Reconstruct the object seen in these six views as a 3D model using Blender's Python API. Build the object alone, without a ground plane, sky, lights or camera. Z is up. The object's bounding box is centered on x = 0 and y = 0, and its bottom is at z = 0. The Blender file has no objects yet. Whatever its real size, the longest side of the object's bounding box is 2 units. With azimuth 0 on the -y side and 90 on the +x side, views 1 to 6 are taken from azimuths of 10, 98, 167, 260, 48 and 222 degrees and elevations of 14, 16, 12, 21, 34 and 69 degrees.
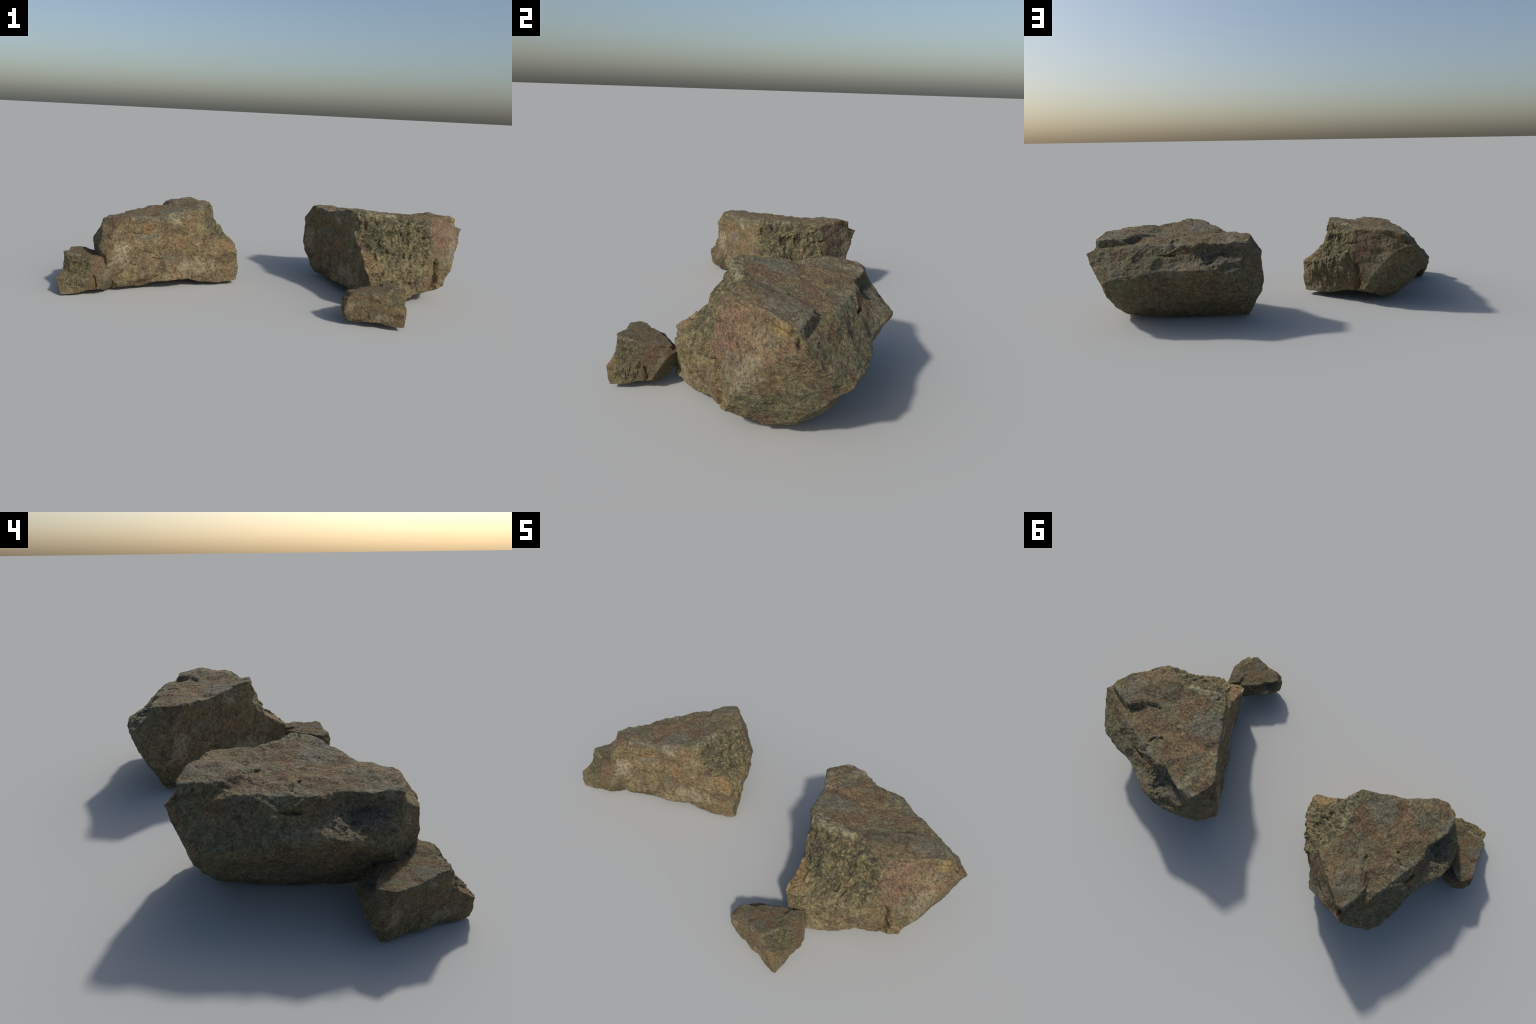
"""Four angular field boulders: one rock shape, described by its ridges and facets,
set down four times at different sizes and turns (two big ones, two small ones)."""
import bpy, bmesh, math, random
import numpy as np
from mathutils import Vector, noise
from mathutils.bvhtree import BVHTree

random.seed(7)
np.random.seed(7)

# ------------------------------------------------------------------ 1. the rock's shape
# The shape is written as ridge lines (where two broken faces meet) and a few points lying
# on the faces between them, in metres; ORIGIN is the middle of the rock's base.
ORIGIN = np.array([0.580, 0.100, 0.0])
HEART = np.array([0.560, 0.130, 0.205])          # a point well inside the rock

RIDGES = {
    # rim of the flat top, going round
    "top_to_front_face": [(.208, .250, .397), (.264, .178, .402), (.308, .123, .401), (.339, .065, .416), (.386, .000, .428), (.410, -.050, .438)],
    "top_to_end_face": [(.208, .250, .397), (.211, .275, .403), (.216, .304, .403), (.240, .367, .397)],
    "top_to_pit": [(.240, .367, .397), (.282, .363, .392), (.327, .385, .390), (.365, .372, .385),
                   (.394, .363, .388), (.432, .342, .385), (.488, .349, .388)],
    "top_to_back_face": [(.560, .352, .380), (.589, .330, .383), (.617, .330, .388), (.645, .321, .382), (.695, .304, .378),
                         (.746, .295, .386), (.771, .287, .388), (.800, .252, .390)],
    "top_to_rough_face": [(.410, -.050, .438), (.425, -.080, .446), (.486, -.091, .448), (.525, -.080, .444),
                          (.560, -.055, .440), (.611, -.032, .434), (.655, -.013, .432), (.711, -.015, .436),
                          (.771, -.035, .432), (.807, -.053, .424)],
    # the raised slab at the sharp corner
    "slab_back_edge": [(.806, .228, .410), (.841, .222, .410), (.879, .217, .409), (.916, .207, .403), (.952, .197, .398)],
    "slab_step_top": [(.806, .228, .410), (.770, .195, .419), (.748, .162, .424), (.790, .120, .430), (.845, .076, .434)],
    "slab_step_foot": [(.792, .236, .390), (.757, .205, .395), (.730, .172, .404)],
    "slab_outer_edge": [(.845, .076, .434), (.888, .072, .436), (.910, .100, .430), (.924, .131, .420), (.951, .171, .404), (.952, .197, .398)],
    # rusty face below the slab
    "rust_face_top": [(.807, -.053, .424), (.835, -.010, .424), (.862, .030, .420), (.893, .068, .408),
                      (.923, .110, .394), (.950, .165, .377), (.965, .205, .358)],
    "rust_face_inner_edge": [(.807, -.053, .422), (.810, -.071, .376), (.813, -.085, .325), (.811, -.114, .288), (.816, -.117, .265)],
    "rust_face_to_underside": [(.904, -.022, .095), (.935, .003, .174), (.957, .064, .246), (.970, .110, .295),
                               (.978, .150, .325), (.988, .192, .345), (1.001, .225, .346)],
    # back face and the long overhanging underside below it
    "sharp_corner": [(.952, .197, .398), (.960, .207, .362), (1.001, .225, .346), (.974, .275, .288), (.928, .358, .224)],
    "back_face_to_underside": [(.928, .358, .224), (.885, .381, .243), (.814, .402, .249), (.761, .409, .257), (.705, .409, .268),
                               (.664, .412, .281), (.612, .434, .280), (.557, .458, .282), (.484, .483, .284), (.414, .501, .271)],
    "blade_beside_pit": [(.488, .349, .388), (.505, .366, .374), (.498, .379, .351), (.473, .423, .321), (.442, .462, .302),
                         (.424, .491, .278), (.414, .501, .271)],
    # blunt end face
    "pit_to_end_face": [(.240, .367, .397), (.248, .387, .387), (.268, .412, .340), (.293, .450, .290), (.315, .472, .262), (.334, .478, .235)],
    "end_face_to_underside": [(.414, .501, .271), (.334, .478, .235), (.284, .454, .180), (.232, .417, .136),
                              (.220, .383, .084), (.244, .338, .012)],
    "front_face_to_end_face": [(.208, .250, .397), (.186, .271, .366), (.166, .292, .330), (.165, .320, .235), (.160, .332, .178),
                               (.170, .335, .133), (.199, .325, .080), (.207, .315, .045), (.239, .296, .017)],
    # front face, its foot and the ledge corner
    "front_face_foot": [(.239, .296, .017), (.326, .187, .023), (.322, .140, .042), (.363, .025, .051), (.422, -.024, .042),
                        (.455, -.080, .025), (.502, -.182, .012), (.560, -.284, .022)],
    "front_face_to_rough_face": [(.410, -.050, .438), (.443, -.095, .355), (.472, -.132, .277)],
    "ledge_edge": [(.472, -.132, .277), (.497, -.210, .235), (.519, -.283, .195), (.545, -.290, .110), (.560, -.284, .022)],
    "ledge_hollow": [(.472, -.132, .277), (.535, -.162, .272), (.583, -.172, .272), (.646, -.168, .262), (.725, -.150, .262),
                     (.816, -.117, .265)],
    "bulge_crest": [(.519, -.283, .195), (.590, -.266, .203), (.644, -.247, .220), (.720, -.183, .242), (.795, -.133, .238), (.845, -.062, .222)],
    "rough_face_foot": [(.560, -.284, .022), (.583, -.276, .025), (.620, -.234, .027), (.712, -.161, .030), (.761, -.104, .058),
                        (.842, -.057, .071), (.904, -.022, .095)],
    "upright_cleft": [(.845, -.062, .222), (.850, -.056, .175), (.852, -.054, .124), (.848, -.056, .070)],
    # keel the rock rests on
    "keel": [(.868, .060, .052), (.855, .095, .030), (.820, .160, .014), (.700, .226, .012), (.600, .258, .012), (.409, .290, .013), (.270, .315, .015)],
}
FACE_POINTS = [
    # front face: shelf under the rim, swelling at the blunt end, chipped hollow at its foot
    (.290, .154, .334), (.348, .042, .390), (.375, .015, .205), (.433, -.079, .182), (.335, .088, .169), (.314, .120, .170),
    (.281, .170, .171), (.197, .268, .220), (.305, .125, .261), (.278, .164, .318), (.237, .232, .155), (.212, .286, .096),
    (.268, .182, .077), (.410, -.035, .127), (.320, .159, .045), (.348, .101, .080), (.177, .299, .231), (.398, -.022, .420),
    (.180, .272, .341), (.411, -.052, .292), (.217, .247, .335), (.170, .306, .292), (.243, .224, .285), (.330, .107, .332),
    # rough greenish face
    (.657, -.106, .381), (.672, -.099, .327), (.530, -.116, .385), (.500, -.109, .405), (.570, -.137, .360), (.468, -.105, .400), (.560, -.153, .318), (.597, -.176, .290), (.482, -.142, .278),
    (.589, -.224, .240), (.590, -.262, .200), (.774, -.128, .145), (.760, -.160, .188), (.602, -.272, .155), (.762, -.076, .400), (.802, -.072, .340),
    # top
    (.507, .135, .403), (.463, .030, .432), (.590, .299, .392), (.400, .240, .405), (.385, .160, .409), (.680, .120, .408), (.770, .095, .424),
    # pit: steep wall under the rim, floor, then a shelf swelling out below it
    (.430, .350, .362), (.370, .372, .362), (.320, .388, .369), (.474, .370, .338), (.420, .370, .325), (.370, .366, .328),
    (.318, .388, .338), (.285, .405, .342), (.448, .392, .314), (.425, .406, .304), (.405, .428, .308), (.360, .436, .306), (.318, .438, .308),
    # end face
    (.190, .385, .250), (.195, .375, .170), (.185, .362, .310), (.248, .425, .240),
    # back face, underside, rust face
    (.645, .366, .343), (.845, -.035, .353), (.938, .042, .250), (.845, .333, .165), (.850, .293, .108), (.918, .258, .135),
    (.910, .228, .115), (.942, .203, .190), (.878, .190, .052), (.842, .205, .030), (.785, .200, .022), (.800, .394, .216), (.620, .345, .140), (.450, .385, .130),
    (.720, .332, .140), (.490, .445, .210), (.360, .428, .177), (.605, .305, .060), (.665, .302, .070), (.620, .403, .210),
    # base
    (.500, .050, .050), (.680, .000, .050),
]
SPACING = 0.022


def ridge_points():
    pts = []
    for line in RIDGES.values():
        for a, b in zip(line[:-1], line[1:]):
            a, b = np.array(a), np.array(b)
            n = max(1, int(round(np.linalg.norm(b - a) / SPACING)))
            pts += [a + (b - a) * k / n for k in range(n)]
        pts.append(np.array(line[-1]))
    pts += [np.array(p) for p in FACE_POINTS]
    out = []
    for p in pts:
        if not any(np.linalg.norm(p - q) < 0.004 for q in out):
            out.append(p)
    return out


STRETCH = np.array([1.0, 0.95, 0.55])            # the rock is a flat lump: even out directions


def coarse_hull():
    """Join ridge and face points into one closed skin: neighbours as seen from the heart."""
    pts = ridge_points()
    bm = bmesh.new()
    for p in pts:
        d = (p - HEART) / STRETCH
        bm.verts.new(Vector(d / np.linalg.norm(d)))
    bm.verts.ensure_lookup_table()
    bm.verts.index_update()
    bmesh.ops.convex_hull(bm, input=list(bm.verts), use_existing_faces=False)
    bm.verts.index_update()
    tris = [[v.index for v in f.verts] for f in bm.faces]
    bm.free()
    return [Vector(p - HEART) for p in pts], tris


def cube_sphere(n):
    """Even quad grid over a sphere, as direction vectors plus quads."""
    index, verts, quads = {}, [], []
    t = [math.tan((2.0 * i / n - 1.0) * math.pi / 4) for i in range(n + 1)]
    for axis in range(3):
        for sign in (-1, 1):
            ids = [[0] * (n + 1) for _ in range(n + 1)]
            for i in range(n + 1):
                for j in range(n + 1):
                    g = [0, 0, 0]
                    g[axis] = n if sign > 0 else 0
                    g[(axis + 1) % 3], g[(axis + 2) % 3] = i, j
                    k = tuple(g)
                    if k not in index:
                        index[k] = len(verts)
                        verts.append((t[g[0]], t[g[1]], t[g[2]]))
                    ids[i][j] = index[k]
            for i in range(n):
                for j in range(n):
                    q = (ids[i][j], ids[i + 1][j], ids[i + 1][j + 1], ids[i][j + 1])
                    quads.append(q if sign > 0 else q[::-1])
    return np.array(verts), np.array(quads)


def normals_of(co, quads):
    a, b, c, d = (co[quads[:, k]] for k in range(4))
    fn = np.cross(c - a, d - b)
    vn = np.zeros_like(co)
    for k in range(4):
        np.add.at(vn, quads[:, k], fn)
    return vn / (np.linalg.norm(vn, axis=1, keepdims=True) + 1e-12)


def relax(co, edges, count, amount):
    deg = np.bincount(edges.ravel(), minlength=len(co)).astype(float)
    for _ in range(count):
        acc = np.zeros_like(co)
        np.add.at(acc, edges[:, 0], co[edges[:, 1]])
        np.add.at(acc, edges[:, 1], co[edges[:, 0]])
        co = co + amount * (acc / deg[:, None] - co)
    return co


def blob(co, centre, radii):
    """1 inside an ellipsoid, fading to 0 at its skin (centre in the same frame as RIDGES)."""
    d = np.linalg.norm((co - np.array(centre)) / np.array(radii), axis=1)
    return np.clip(1.5 - 1.5 * d, 0, 1) ** 1


def near_line(co, line, width):
    """1 on a polyline fading to 0 at the given width."""
    best = np.full(len(co), 9.0)
    for a, b in zip(line[:-1], line[1:]):
        a, b = np.array(a), np.array(b)
        ab = b - a
        u = np.clip(((co - a) @ ab) / (ab @ ab), 0, 1)
        best = np.minimum(best, np.linalg.norm(co - a - u[:, None] * ab, axis=1))
    return np.clip(1 - best / width, 0, 1)


def fbm(co, scale, octaves, seed):
    off = Vector((seed * 13.1, seed * 7.7, seed * 3.3))
    return np.array([noise.fractal(Vector(p) * scale + off, 0.9, 2.1, octaves) for p in co.tolist()])


def lumps(co, scale, seed):
    """Chunky broken grains: distance to the nearest cell seed."""
    off = Vector((seed * 5.1, seed * 9.7, seed * 2.3))
    return np.array([noise.voronoi(Vector(p) * scale + off)[0][0] for p in co.tolist()])


CRACKS = [  # (path, width, depth): clefts, chips and pockets
    ([(.745, .170, .405), (.700, .150, .407), (.672, .140, .408)], .008, .008),
    ([(.835, .005, .423), (.870, .055, .416), (.915, .100, .402), (.945, .150, .385)], .009, .010),
    ([(.845, -.060, .225), (.852, -.052, .175), (.856, -.050, .124), (.850, -.052, .075)], .020, .030),
    ([(.648, .366, .346), (.628, .372, .342), (.590, .380, .338)], .010, .022),
    ([(.589, .331, .380), (.600, .300, .392), (.590, .275, .397), (.560, .245, .402)], .009, .012),
    ([(.962, .192, .374), (.958, .203, .352)], .017, .024),
    ([(.655, -.088, .392), (.660, -.094, .365), (.672, -.099, .327)], .010, .016),
    ([(.545, -.095, .400), (.534, -.104, .369), (.530, -.110, .350)], .012, .014),
    ([(.556, -.140, .325), (.560, -.155, .300)], .018, .014),
    ([(.597, -.174, .300), (.600, -.182, .280)], .010, .012),
    ([(.590, -.262, .215), (.588, -.270, .180), (.566, -.275, .160)], .010, .015),
    ([(.470, -.060, .446), (.455, -.095, .415), (.462, -.110, .380)], .012, .012),
    ([(.300, .135, .172), (.316, .118, .170), (.337, .088, .168)], .009, .008),
    ([(.205, .296, .094), (.214, .284, .096), (.236, .234, .152), (.262, .205, .140)], .011, .010),
    ([(.318, .162, .042), (.310, .165, .080)], .010, .008),
    ([(.345, .105, .080), (.335, .110, .120)], .010, .006),
    ([(.300, .130, .250), (.278, .164, .312), (.225, .245, .322)], .014, .006),
    ([(.871, -.049, .112), (.890, -.035, .092)], .018, .010),
    ([(.700, -.160, .255), (.640, -.172, .258), (.590, -.178, .270)], .010, .008),
    ([(.812, -.100, .300), (.808, -.080, .345)], .009, .008),
]


def build_rock_mesh(n=220):
    pts, tris = coarse_hull()
    tree = BVHTree.FromPolygons(pts, tris, all_triangles=True)
    dirs, quads = cube_sphere(n)
    dirs = dirs * STRETCH
    dirs /= np.linalg.norm(dirs, axis=1, keepdims=True)
    co = np.empty_like(dirs)
    for i, d in enumerate(dirs.tolist()):
        co[i] = tree.ray_cast(Vector(d) * 2.0, -Vector(d))[0]
    e = np.concatenate([quads[:, [k, (k + 1) % 4]] for k in range(4)])
    edges = np.unique(np.sort(e, axis=1), axis=0)
    co = co + HEART
    co = relax(co, edges, 3, 0.5)

    # --- relief: how rough each face is, then grain, flakes and clefts
    nrm = normals_of(relax(co, edges, 8, 0.5), quads)
    front = np.clip(4.0 * (nrm @ np.array([-.87, -.48, .10])) - 2.4, 0, 1)               # smooth front face
    rough = np.clip(blob(co, (.62, -.15, .27), (.29, .19, .28)) * 2.0, 0, 1) * (1 - front)
    rough *= 1 - np.clip(blob(co, (.515, -.215, .245), (.045, .085, .045)) * 2, 0, 1)      # the ledge is clean
    rough *= 1 - 0.8 * np.clip(blob(co, (.89, .03, .34), (.11, .11, .14)) * 3, 0, 1)       # so is the rust face
    rough = np.maximum(rough, 0.55 * np.clip(blob(co, (.41, .41, .32), (.13, .10, .10)) * 2, 0, 1))
    broad = fbm(co, 7.0, 3, 1)
    mid = fbm(co, 24.0, 4, 2)
    fine = fbm(co, 80.0, 3, 3)
    flake = fbm(co * np.array([1, 1, 1.6]), 10.0, 5, 6)
    flake = np.floor(flake * 5) / 5 + 0.2 * np.clip(((flake * 5) % 1.0) * 3 - 1, 0, 1)   # stepped, chipped ledges
    grains = lumps(co, 46.0, 4)
    chips = lumps(co, 17.0, 5)
    grains -= grains.mean()
    chips -= chips.mean()
    ridged = np.abs(fbm(co * np.array([1, 1, .40]), 17.0, 4, 11))                         # long upright fissures
    dents = fbm(co, 13.0, 2, 12)
    ridged -= ridged.mean()
    h = 0.0006 + 0.0025 * broad + 0.0022 * mid + 0.0013 * fine
    h += rough * (-0.008 * chips - 0.005 * grains + 0.024 * ridged + 0.003 * mid)
    h += (1 - rough) * ((1 - 0.75 * front) * (0.004 + 0.004 * np.clip(nrm[:, 2], 0, 1)) * flake - 0.0025 * chips + 0.0045 * dents)
    wx, wy = fbm(co, 30.0, 3, 8), fbm(co, 30.0, 3, 9)
    wander = co + 0.007 * np.stack([wx, wy, wx - wy], axis=1)
    for path, width, depth in CRACKS:
        h -= depth * near_line(wander, path, width) ** 1.2
    co = co + nrm * h[:, None]
    co[:, 2] = np.maximum(co[:, 2], 0.0115)
    co -= ORIGIN

    me = bpy.data.meshes.new("rock")
    me.from_pydata(co.tolist(), [], quads.tolist())
    me.update()
    for p in me.polygons:
        p.use_smooth = True
    return me


# ------------------------------------------------------------------ 2. the rock's material
class Graph:
    def __init__(self, name):
        self.mat = bpy.data.materials.new(name)
        self.mat.use_nodes = True
        self.t = self.mat.node_tree
        self.t.nodes.clear()
        self.coord = self.t.nodes.new("ShaderNodeTexCoord").outputs["Object"]

    def put(self, sock, val):
        if isinstance(val, bpy.types.NodeSocket):
            self.t.links.new(val, sock)
        else:
            sock.default_value = val

    def math(self, op, a, b=0.0, clamp=False):
        n = self.t.nodes.new("ShaderNodeMath")
        n.operation, n.use_clamp = op, clamp
        self.put(n.inputs[0], a)
        self.put(n.inputs[1], b)
        return n.outputs[0]

    def noise(self, scale, detail=5.0, rough=0.6, seed=0.0, stretch=(1, 1, 1), warp=0.0):
        m = self.t.nodes.new("ShaderNodeMapping")
        self.put(m.inputs["Vector"], self.coord)
        m.inputs["Location"].default_value = (seed, seed * 1.7, seed * 0.6)
        m.inputs["Scale"].default_value = stretch
        n = self.t.nodes.new("ShaderNodeTexNoise")
        self.put(n.inputs["Vector"], m.outputs[0])
        n.inputs["Scale"].default_value = scale
        n.inputs["Detail"].default_value = detail
        n.inputs["Roughness"].default_value = rough
        n.inputs["Distortion"].default_value = warp
        return n.outputs["Fac"]

    def cells(self, scale, seed=0.0):
        m = self.t.nodes.new("ShaderNodeMapping")
        self.put(m.inputs["Vector"], self.coord)
        m.inputs["Location"].default_value = (seed, -seed, seed * 0.3)
        n = self.t.nodes.new("ShaderNodeTexVoronoi")
        self.put(n.inputs["Vector"], m.outputs[0])
        n.inputs["Scale"].default_value = scale
        return n.outputs["Distance"]

    def step(self, val, lo, hi, strength=1.0):
        n = self.t.nodes.new("ShaderNodeMapRange")
        n.interpolation_type = 'SMOOTHSTEP'
        self.put(n.inputs["Value"], val)
        n.inputs["From Min"].default_value = lo
        n.inputs["From Max"].default_value = hi
        n.inputs["To Max"].default_value = strength
        return n.outputs["Result"]

    def patch(self, centre, radii, turn=(0, 0, 0), ragged=0.5, seed=0.0, scale=14.0, strength=1.0, soft=0.3):
        """Mask of one stained patch: an ellipsoid with a ragged border."""
        a = self.t.nodes.new("ShaderNodeVectorMath")
        a.operation = 'SUBTRACT'
        self.put(a.inputs[0], self.coord)
        a.inputs[1].default_value = tuple(np.array(centre) - ORIGIN)
        r = self.t.nodes.new("ShaderNodeVectorRotate")
        r.rotation_type, r.invert = 'EULER_XYZ', True
        self.put(r.inputs["Vector"], a.outputs[0])
        r.inputs["Rotation"].default_value = tuple(math.radians(x) for x in turn)
        b = self.t.nodes.new("ShaderNodeVectorMath")
        b.operation = 'DIVIDE'
        self.put(b.inputs[0], r.outputs[0])
        b.inputs[1].default_value = radii
        c = self.t.nodes.new("ShaderNodeVectorMath")
        c.operation = 'LENGTH'
        self.put(c.inputs[0], b.outputs[0])
        n = self.noise(scale, 6, 0.65, seed)
        d = self.math('ADD', c.outputs["Value"], self.math('MULTIPLY', self.math('SUBTRACT', n, 0.5), ragged * 2))
        return self.math('MULTIPLY', self.step(d, 1.0 + soft, 1.0 - soft), strength)

    def side(self, normal, point, soft=0.008, ragged=0.03, seed=0.0):
        """Mask of everything beyond a plane through point, with a slightly ragged border."""
        d = self.t.nodes.new("ShaderNodeVectorMath")
        d.operation = 'DOT_PRODUCT'
        self.put(d.inputs[0], self.coord)
        d.inputs[1].default_value = normal
        at = float(np.dot(normal, np.array(point) - ORIGIN))
        n = self.math('MULTIPLY', self.math('SUBTRACT', self.noise(25, 8, .7, seed), .5), ragged)
        return self.step(self.math('ADD', d.outputs["Value"], n), at - soft, at + soft)

    def mix(self, fac, a, b):
        n = self.t.nodes.new("ShaderNodeMix")
        n.data_type = 'RGBA'
        self.put(n.inputs["Factor"], fac)
        for s, v in ((n.inputs["A"], a), (n.inputs["B"], b)) if False else ((n.inputs[6], a), (n.inputs[7], b)):
            self.put(s, v if isinstance(v, bpy.types.NodeSocket) else (*v, 1.0))
        return n.outputs[2]


def rock_material():
    g = Graph("weathered_rock")
    brown, umber, olive = (.208, .148, .074), (.160, .092, .052), (.152, .140, .078)
    tan, dark, grey = (.375, .310, .168), (.040, .036, .026), (.190, .182, .132)
    rust, orange, pale = (.205, .108, .074), (.300, .195, .075), (.375, .300, .200)

    n_big = g.noise(6, 8, .68, 1.0, warp=.4)
    n_mid = g.noise(20, 8, .70, 2.0)
    n_stain = g.noise(11, 9, .72, 5.0, warp=.5)
    n_stain2 = g.noise(13, 9, .72, 25.0, warp=.5)
    n_tone = g.noise(38, 8, .74, 3.0, warp=.5)
    n_fine = g.noise(95, 5, .7, 3.5, warp=.8)
    n_grain = g.noise(230, 3, .7, 4.0)

    col = g.mix(g.step(n_big, .42, .58), brown, olive)
    col = g.mix(g.step(n_stain, .50, .60, .85), col, umber)
    col = g.mix(g.step(g.noise(8, 9, .7, 31.0, warp=.6), .53, .64, .50), col, (.165, .160, .112))
    col = g.mix(g.step(n_stain2, .55, .66, .60), col, (.235, .150, .075))
    # lower bulge of the broken face: olive tan lightened to paint in its sunlight
    col = g.mix(g.patch((.66, -.19, .12), (.22, .13, .13), ragged=.5, seed=6.8, strength=.65), col, (.225, .176, .090))
    # smooth front face: warmer and paler, mottled
    front = g.math('MULTIPLY', g.side((-.892, -.44, 0), (.326, .1905, 0), soft=.004, ragged=.012, seed=6.0),
                   g.side((.198, 0, -1), (.208, 0, .394), seed=6.2))
    warm = g.mix(g.step(n_mid, .40, .60), (.190, .128, .066), (.282, .214, .114))
    warm = g.mix(g.step(n_stain, .50, .60, .85), warm, (.158, .096, .062))
    warm = g.mix(g.step(n_stain2, .52, .62, .7), warm, (.185, .165, .105))
    warm = g.mix(g.step(n_big, .53, .62, .7), warm, (.260, .160, .072))
    col = g.mix(g.math('MULTIPLY', front, .85), col, warm)
    # rough face: olive-green crystalline grain
    rough = g.patch((.61, -.115, .345), (.235, .130, .135), ragged=.35, seed=6.5, soft=.14, scale=9)
    rough = g.math('MULTIPLY', rough, g.math('SUBTRACT', 1.0, front, clamp=True))
    greenish = g.mix(g.step(n_mid, .42, .60), (.088, .080, .045), (.205, .172, .085))
    greenish = g.mix(g.step(n_stain, .50, .62, .7), greenish, (.185, .122, .062))
    col = g.mix(rough, col, greenish)
    # reddish-brown weathering over the top
    top = g.patch((.56, .17, .43), (.34, .22, .05), ragged=.8, seed=7.5, scale=8, strength=.7)
    col = g.mix(g.math('MULTIPLY', top, g.step(n_stain2, .40, .56)), col, (.170, .094, .056))
    col = g.mix(g.math('MULTIPLY', top, g.step(n_big, .50, .62, .55)), col, (.178, .170, .118))
    # stains: (centre, radii, turn, ragged, strength, colour)
    for k, (c, r, turn, ragged, strength, tint) in enumerate([
        ((.845, -.030, .340), (.055, .070, .095), 0, 1.5, .70, rust),
        ((.905, .060, .350), (.065, .075, .055), 35, 1.8, .50, (.225, .142, .088)),
        ((.935, .140, .395), (.035, .035, .022), 0, 1.2, .70, orange),
        ((.530, -.220, .238), (.050, .085, .036), 10, .7, .85, (.285, .182, .082)),
        ((.487, -.140, .274), (.022, .020, .014), 0, .9, .70, (.110, .070, .060)),
        ((.425, .070, .425), (.105, .065, .035), 40, 1.3, .75, grey),
        ((.840, .130, .425), (.060, .050, .030), 20, 1.5, .60, grey),
        ((.940, .045, .248), (.030, .045, .060), 0, 2.6, .42, (.290, .270, .190)),
        ((.195, .265, .200), (.050, .050, .070), -60, 1.8, .80, pale),
        ((.350, .040, .385), (.045, .050, .026), -60, 2.0, .75, pale),
        ((.430, -.065, .110), (.110, .060, .050), -60, 2.2, .65, pale),
        ((.290, .154, .335), (.028, .026, .020), 0, 1.6, .70, (.290, .150, .058)),
        ((.280, .158, .295), (.060, .030, .018), -60, 1.2, .70, grey),
        ((.360, .060, .175), (.032, .034, .026), -60, 1.4, .60, grey),
        ((.570, .440, .290), (.130, .040, .035), -10, 2.2, .35, (.235, .220, .165)),
        ((.400, .400, .330), (.110, .070, .060), 0, 1.2, .65, (.130, .126, .098)),
        ((.310, .115, .402), (.190, .016, .022), -59.6, 1.2, .60, grey),
        ((.520, -.075, .440), (.120, .035, .028), 15, 1.6, .65, (.240, .225, .145)),
        ((.441, -.092, .358), (.014, .020, .100), 0, 1.0, .60, (.230, .220, .115)),
        ((.640, .320, .380), (.150, .018, .020), -10, 1.6, .55, grey),
        ((.290, .365, .390), (.080, .022, .020), 0, 1.4, .60, grey),
        ((.900, .200, .400), (.080, .022, .020), -8, 1.6, .55, grey),
        ((.770, -.120, .130), (.060, .045, .040), 30, 1.5, .55, (.165, .100, .076)),
        ((.600, -.200, .060), (.070, .090, .045), 40, 1.5, .60, (.285, .235, .145)),
    ]):
        m = g.patch(c, r, turn=(0, 0, turn), ragged=ragged, seed=8.0 + k, scale=20, strength=strength, soft=.35)
        col = g.mix(m, col, tint)
    # coarse crystals of the rough face and the pit
    coarse = g.cells(62, 3.0)
    col = g.mix(g.math('MULTIPLY', rough, g.step(coarse, .40, .18, .28)), col, (.330, .275, .135))
    col = g.mix(g.math('MULTIPLY', rough, g.step(coarse, .50, .75, .50)), col, dark)
    # broken tone at every scale: dark specks, pale grains
    scale = g.t.nodes.new("ShaderNodeVectorMath")
    scale.operation = 'SCALE'
    g.put(scale.inputs[0], col)
    g.put(scale.inputs["Scale"], g.math('ADD', g.math('MULTIPLY', g.math('SUBTRACT', n_tone, .5), 3.2), 1.0))
    col = scale.outputs[0]
    col = g.mix(g.step(n_fine, .55, .65, .62), col, tan)
    col = g.mix(g.step(n_fine, .46, .37, .85), col, dark)
    # thin dark hairline cracks and pale flecks
    for sc, seed, wide, amount in ((17, 41.0, .010, .70), (34, 47.0, .014, .60)):
        vein = g.math('ABSOLUTE', g.math('SUBTRACT', g.noise(sc, 5, .62, seed, warp=.5), .5))
        col = g.mix(g.step(vein, wide, 0.0, amount), col, dark)
    col = g.mix(g.step(g.noise(130, 4, .65, 53.0), .62, .69, .70), col, (.430, .375, .230))
    col = g.mix(g.step(n_grain, .57, .70, .55), col, tan)
    col = g.mix(g.step(n_grain, .44, .32, .65), col, dark)

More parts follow.
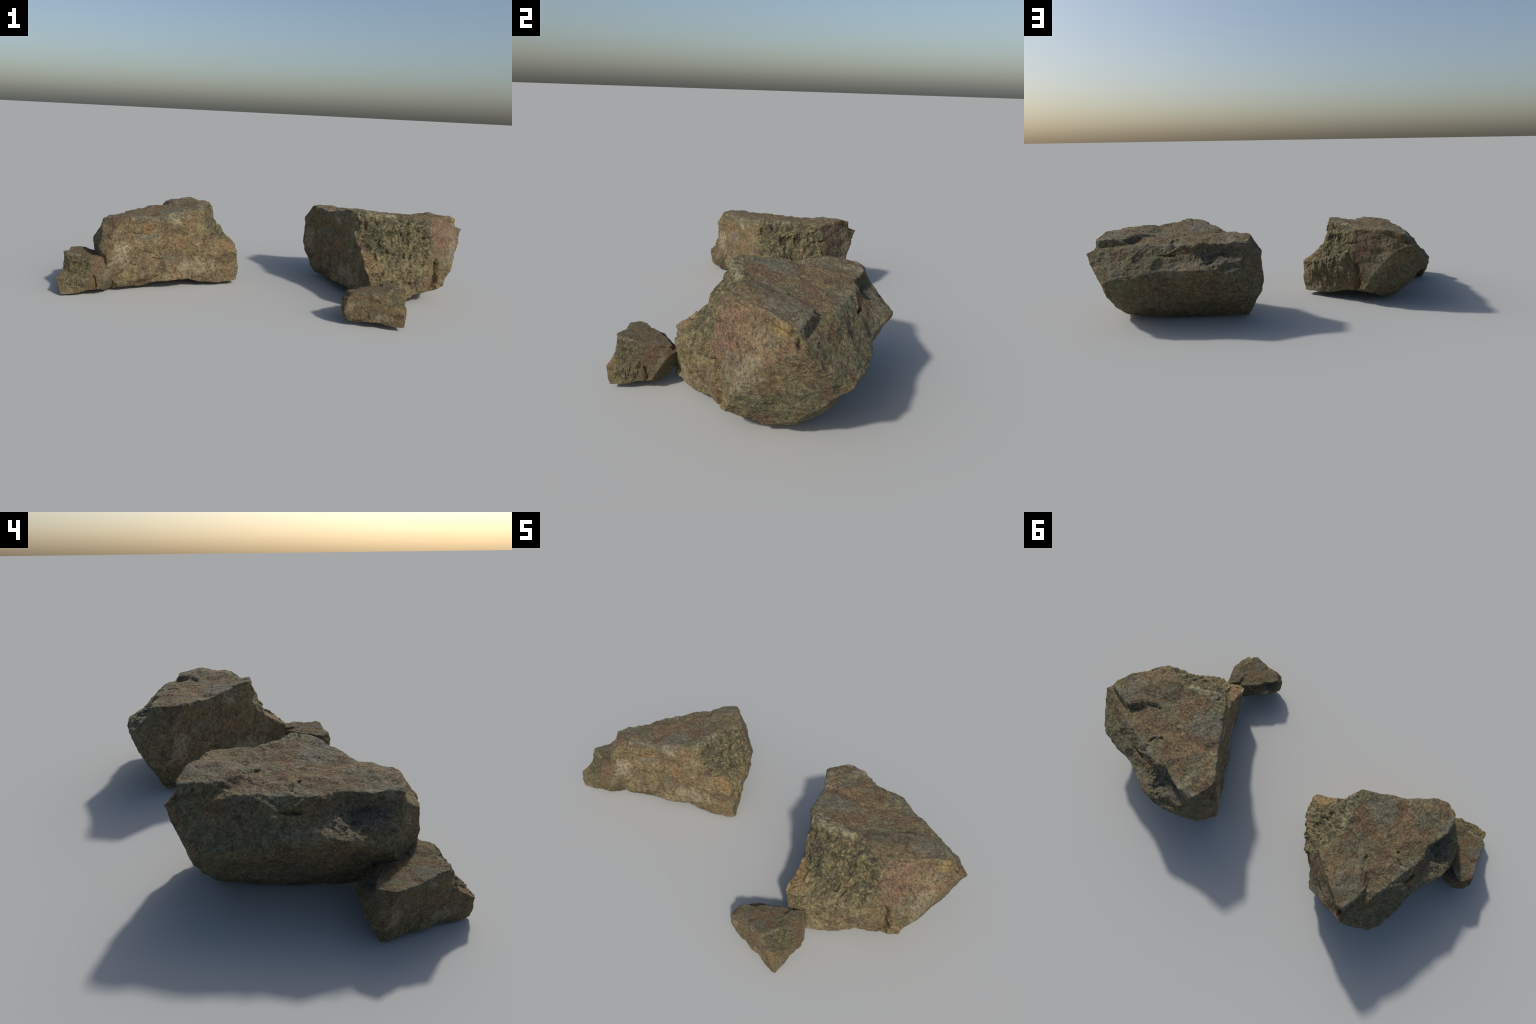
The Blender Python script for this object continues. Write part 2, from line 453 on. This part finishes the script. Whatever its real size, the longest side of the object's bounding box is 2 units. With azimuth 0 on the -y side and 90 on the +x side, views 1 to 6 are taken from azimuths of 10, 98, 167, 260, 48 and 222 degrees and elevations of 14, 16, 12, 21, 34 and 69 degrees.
    bsdf = g.t.nodes.new("ShaderNodeBsdfPrincipled")
    out = g.t.nodes.new("ShaderNodeOutputMaterial")
    muted = g.t.nodes.new("ShaderNodeHueSaturation")
    muted.inputs["Saturation"].default_value = 1.0
    muted.inputs["Hue"].default_value = 0.504
    muted.inputs["Value"].default_value = 0.93
    g.put(muted.inputs["Color"], col)
    g.put(bsdf.inputs["Base Color"], muted.outputs[0])
    bsdf.inputs["Roughness"].default_value = 0.85
    bsdf.inputs["Specular IOR Level"].default_value = 0.3
    bump = g.t.nodes.new("ShaderNodeBump")
    bump.inputs["Strength"].default_value = 0.8
    bump.inputs["Distance"].default_value = 0.010
    hgt = g.math('ADD', g.math('ADD', n_fine, g.math('MULTIPLY', n_tone, .8)), g.math('MULTIPLY', n_grain, .4))
    g.put(bump.inputs["Height"], hgt)
    g.put(bsdf.inputs["Normal"], bump.outputs[0])
    g.put(out.inputs["Surface"], bsdf.outputs[0])
    return g.mat


# ------------------------------------------------------------------ 3. the four rocks
# turn about z (degrees), size, and where the shape's own frame origin lands
PLACES = [
    (0.00, 1.0000, (0.0, 0.0, 0.0), "large angular brown boulder with a flat top and rusty side"),
    (91.30, 0.9232, (-.3991, -.5549, .0000), "large angular brown boulder with a smooth sloping front"),
    (57.91, 0.3594, (.4991, -.6017, .0100), "small wedge-shaped brown stone leaning by a boulder"),
    (-17.38, 0.4360, (-1.1057, -.3088, -.0049), "small chunky brown stone tucked beside a boulder"),
]


def main():
    mesh = build_rock_mesh()
    mesh.materials.append(rock_material())
    for turn, size, shift, label in PLACES:
        ob = bpy.data.objects.new("rock", mesh)
        a = math.radians(turn)
        x, y = ORIGIN[0], ORIGIN[1]
        ob.location = (size * (x * math.cos(a) - y * math.sin(a)) + shift[0],
                       size * (x * math.sin(a) + y * math.cos(a)) + shift[1], shift[2])
        ob.rotation_euler = (0, 0, a)
        ob.scale = (size, size, size)
        ob["label"] = label
        ob["category"] = "rock"
        bpy.context.collection.objects.link(ob)


main()
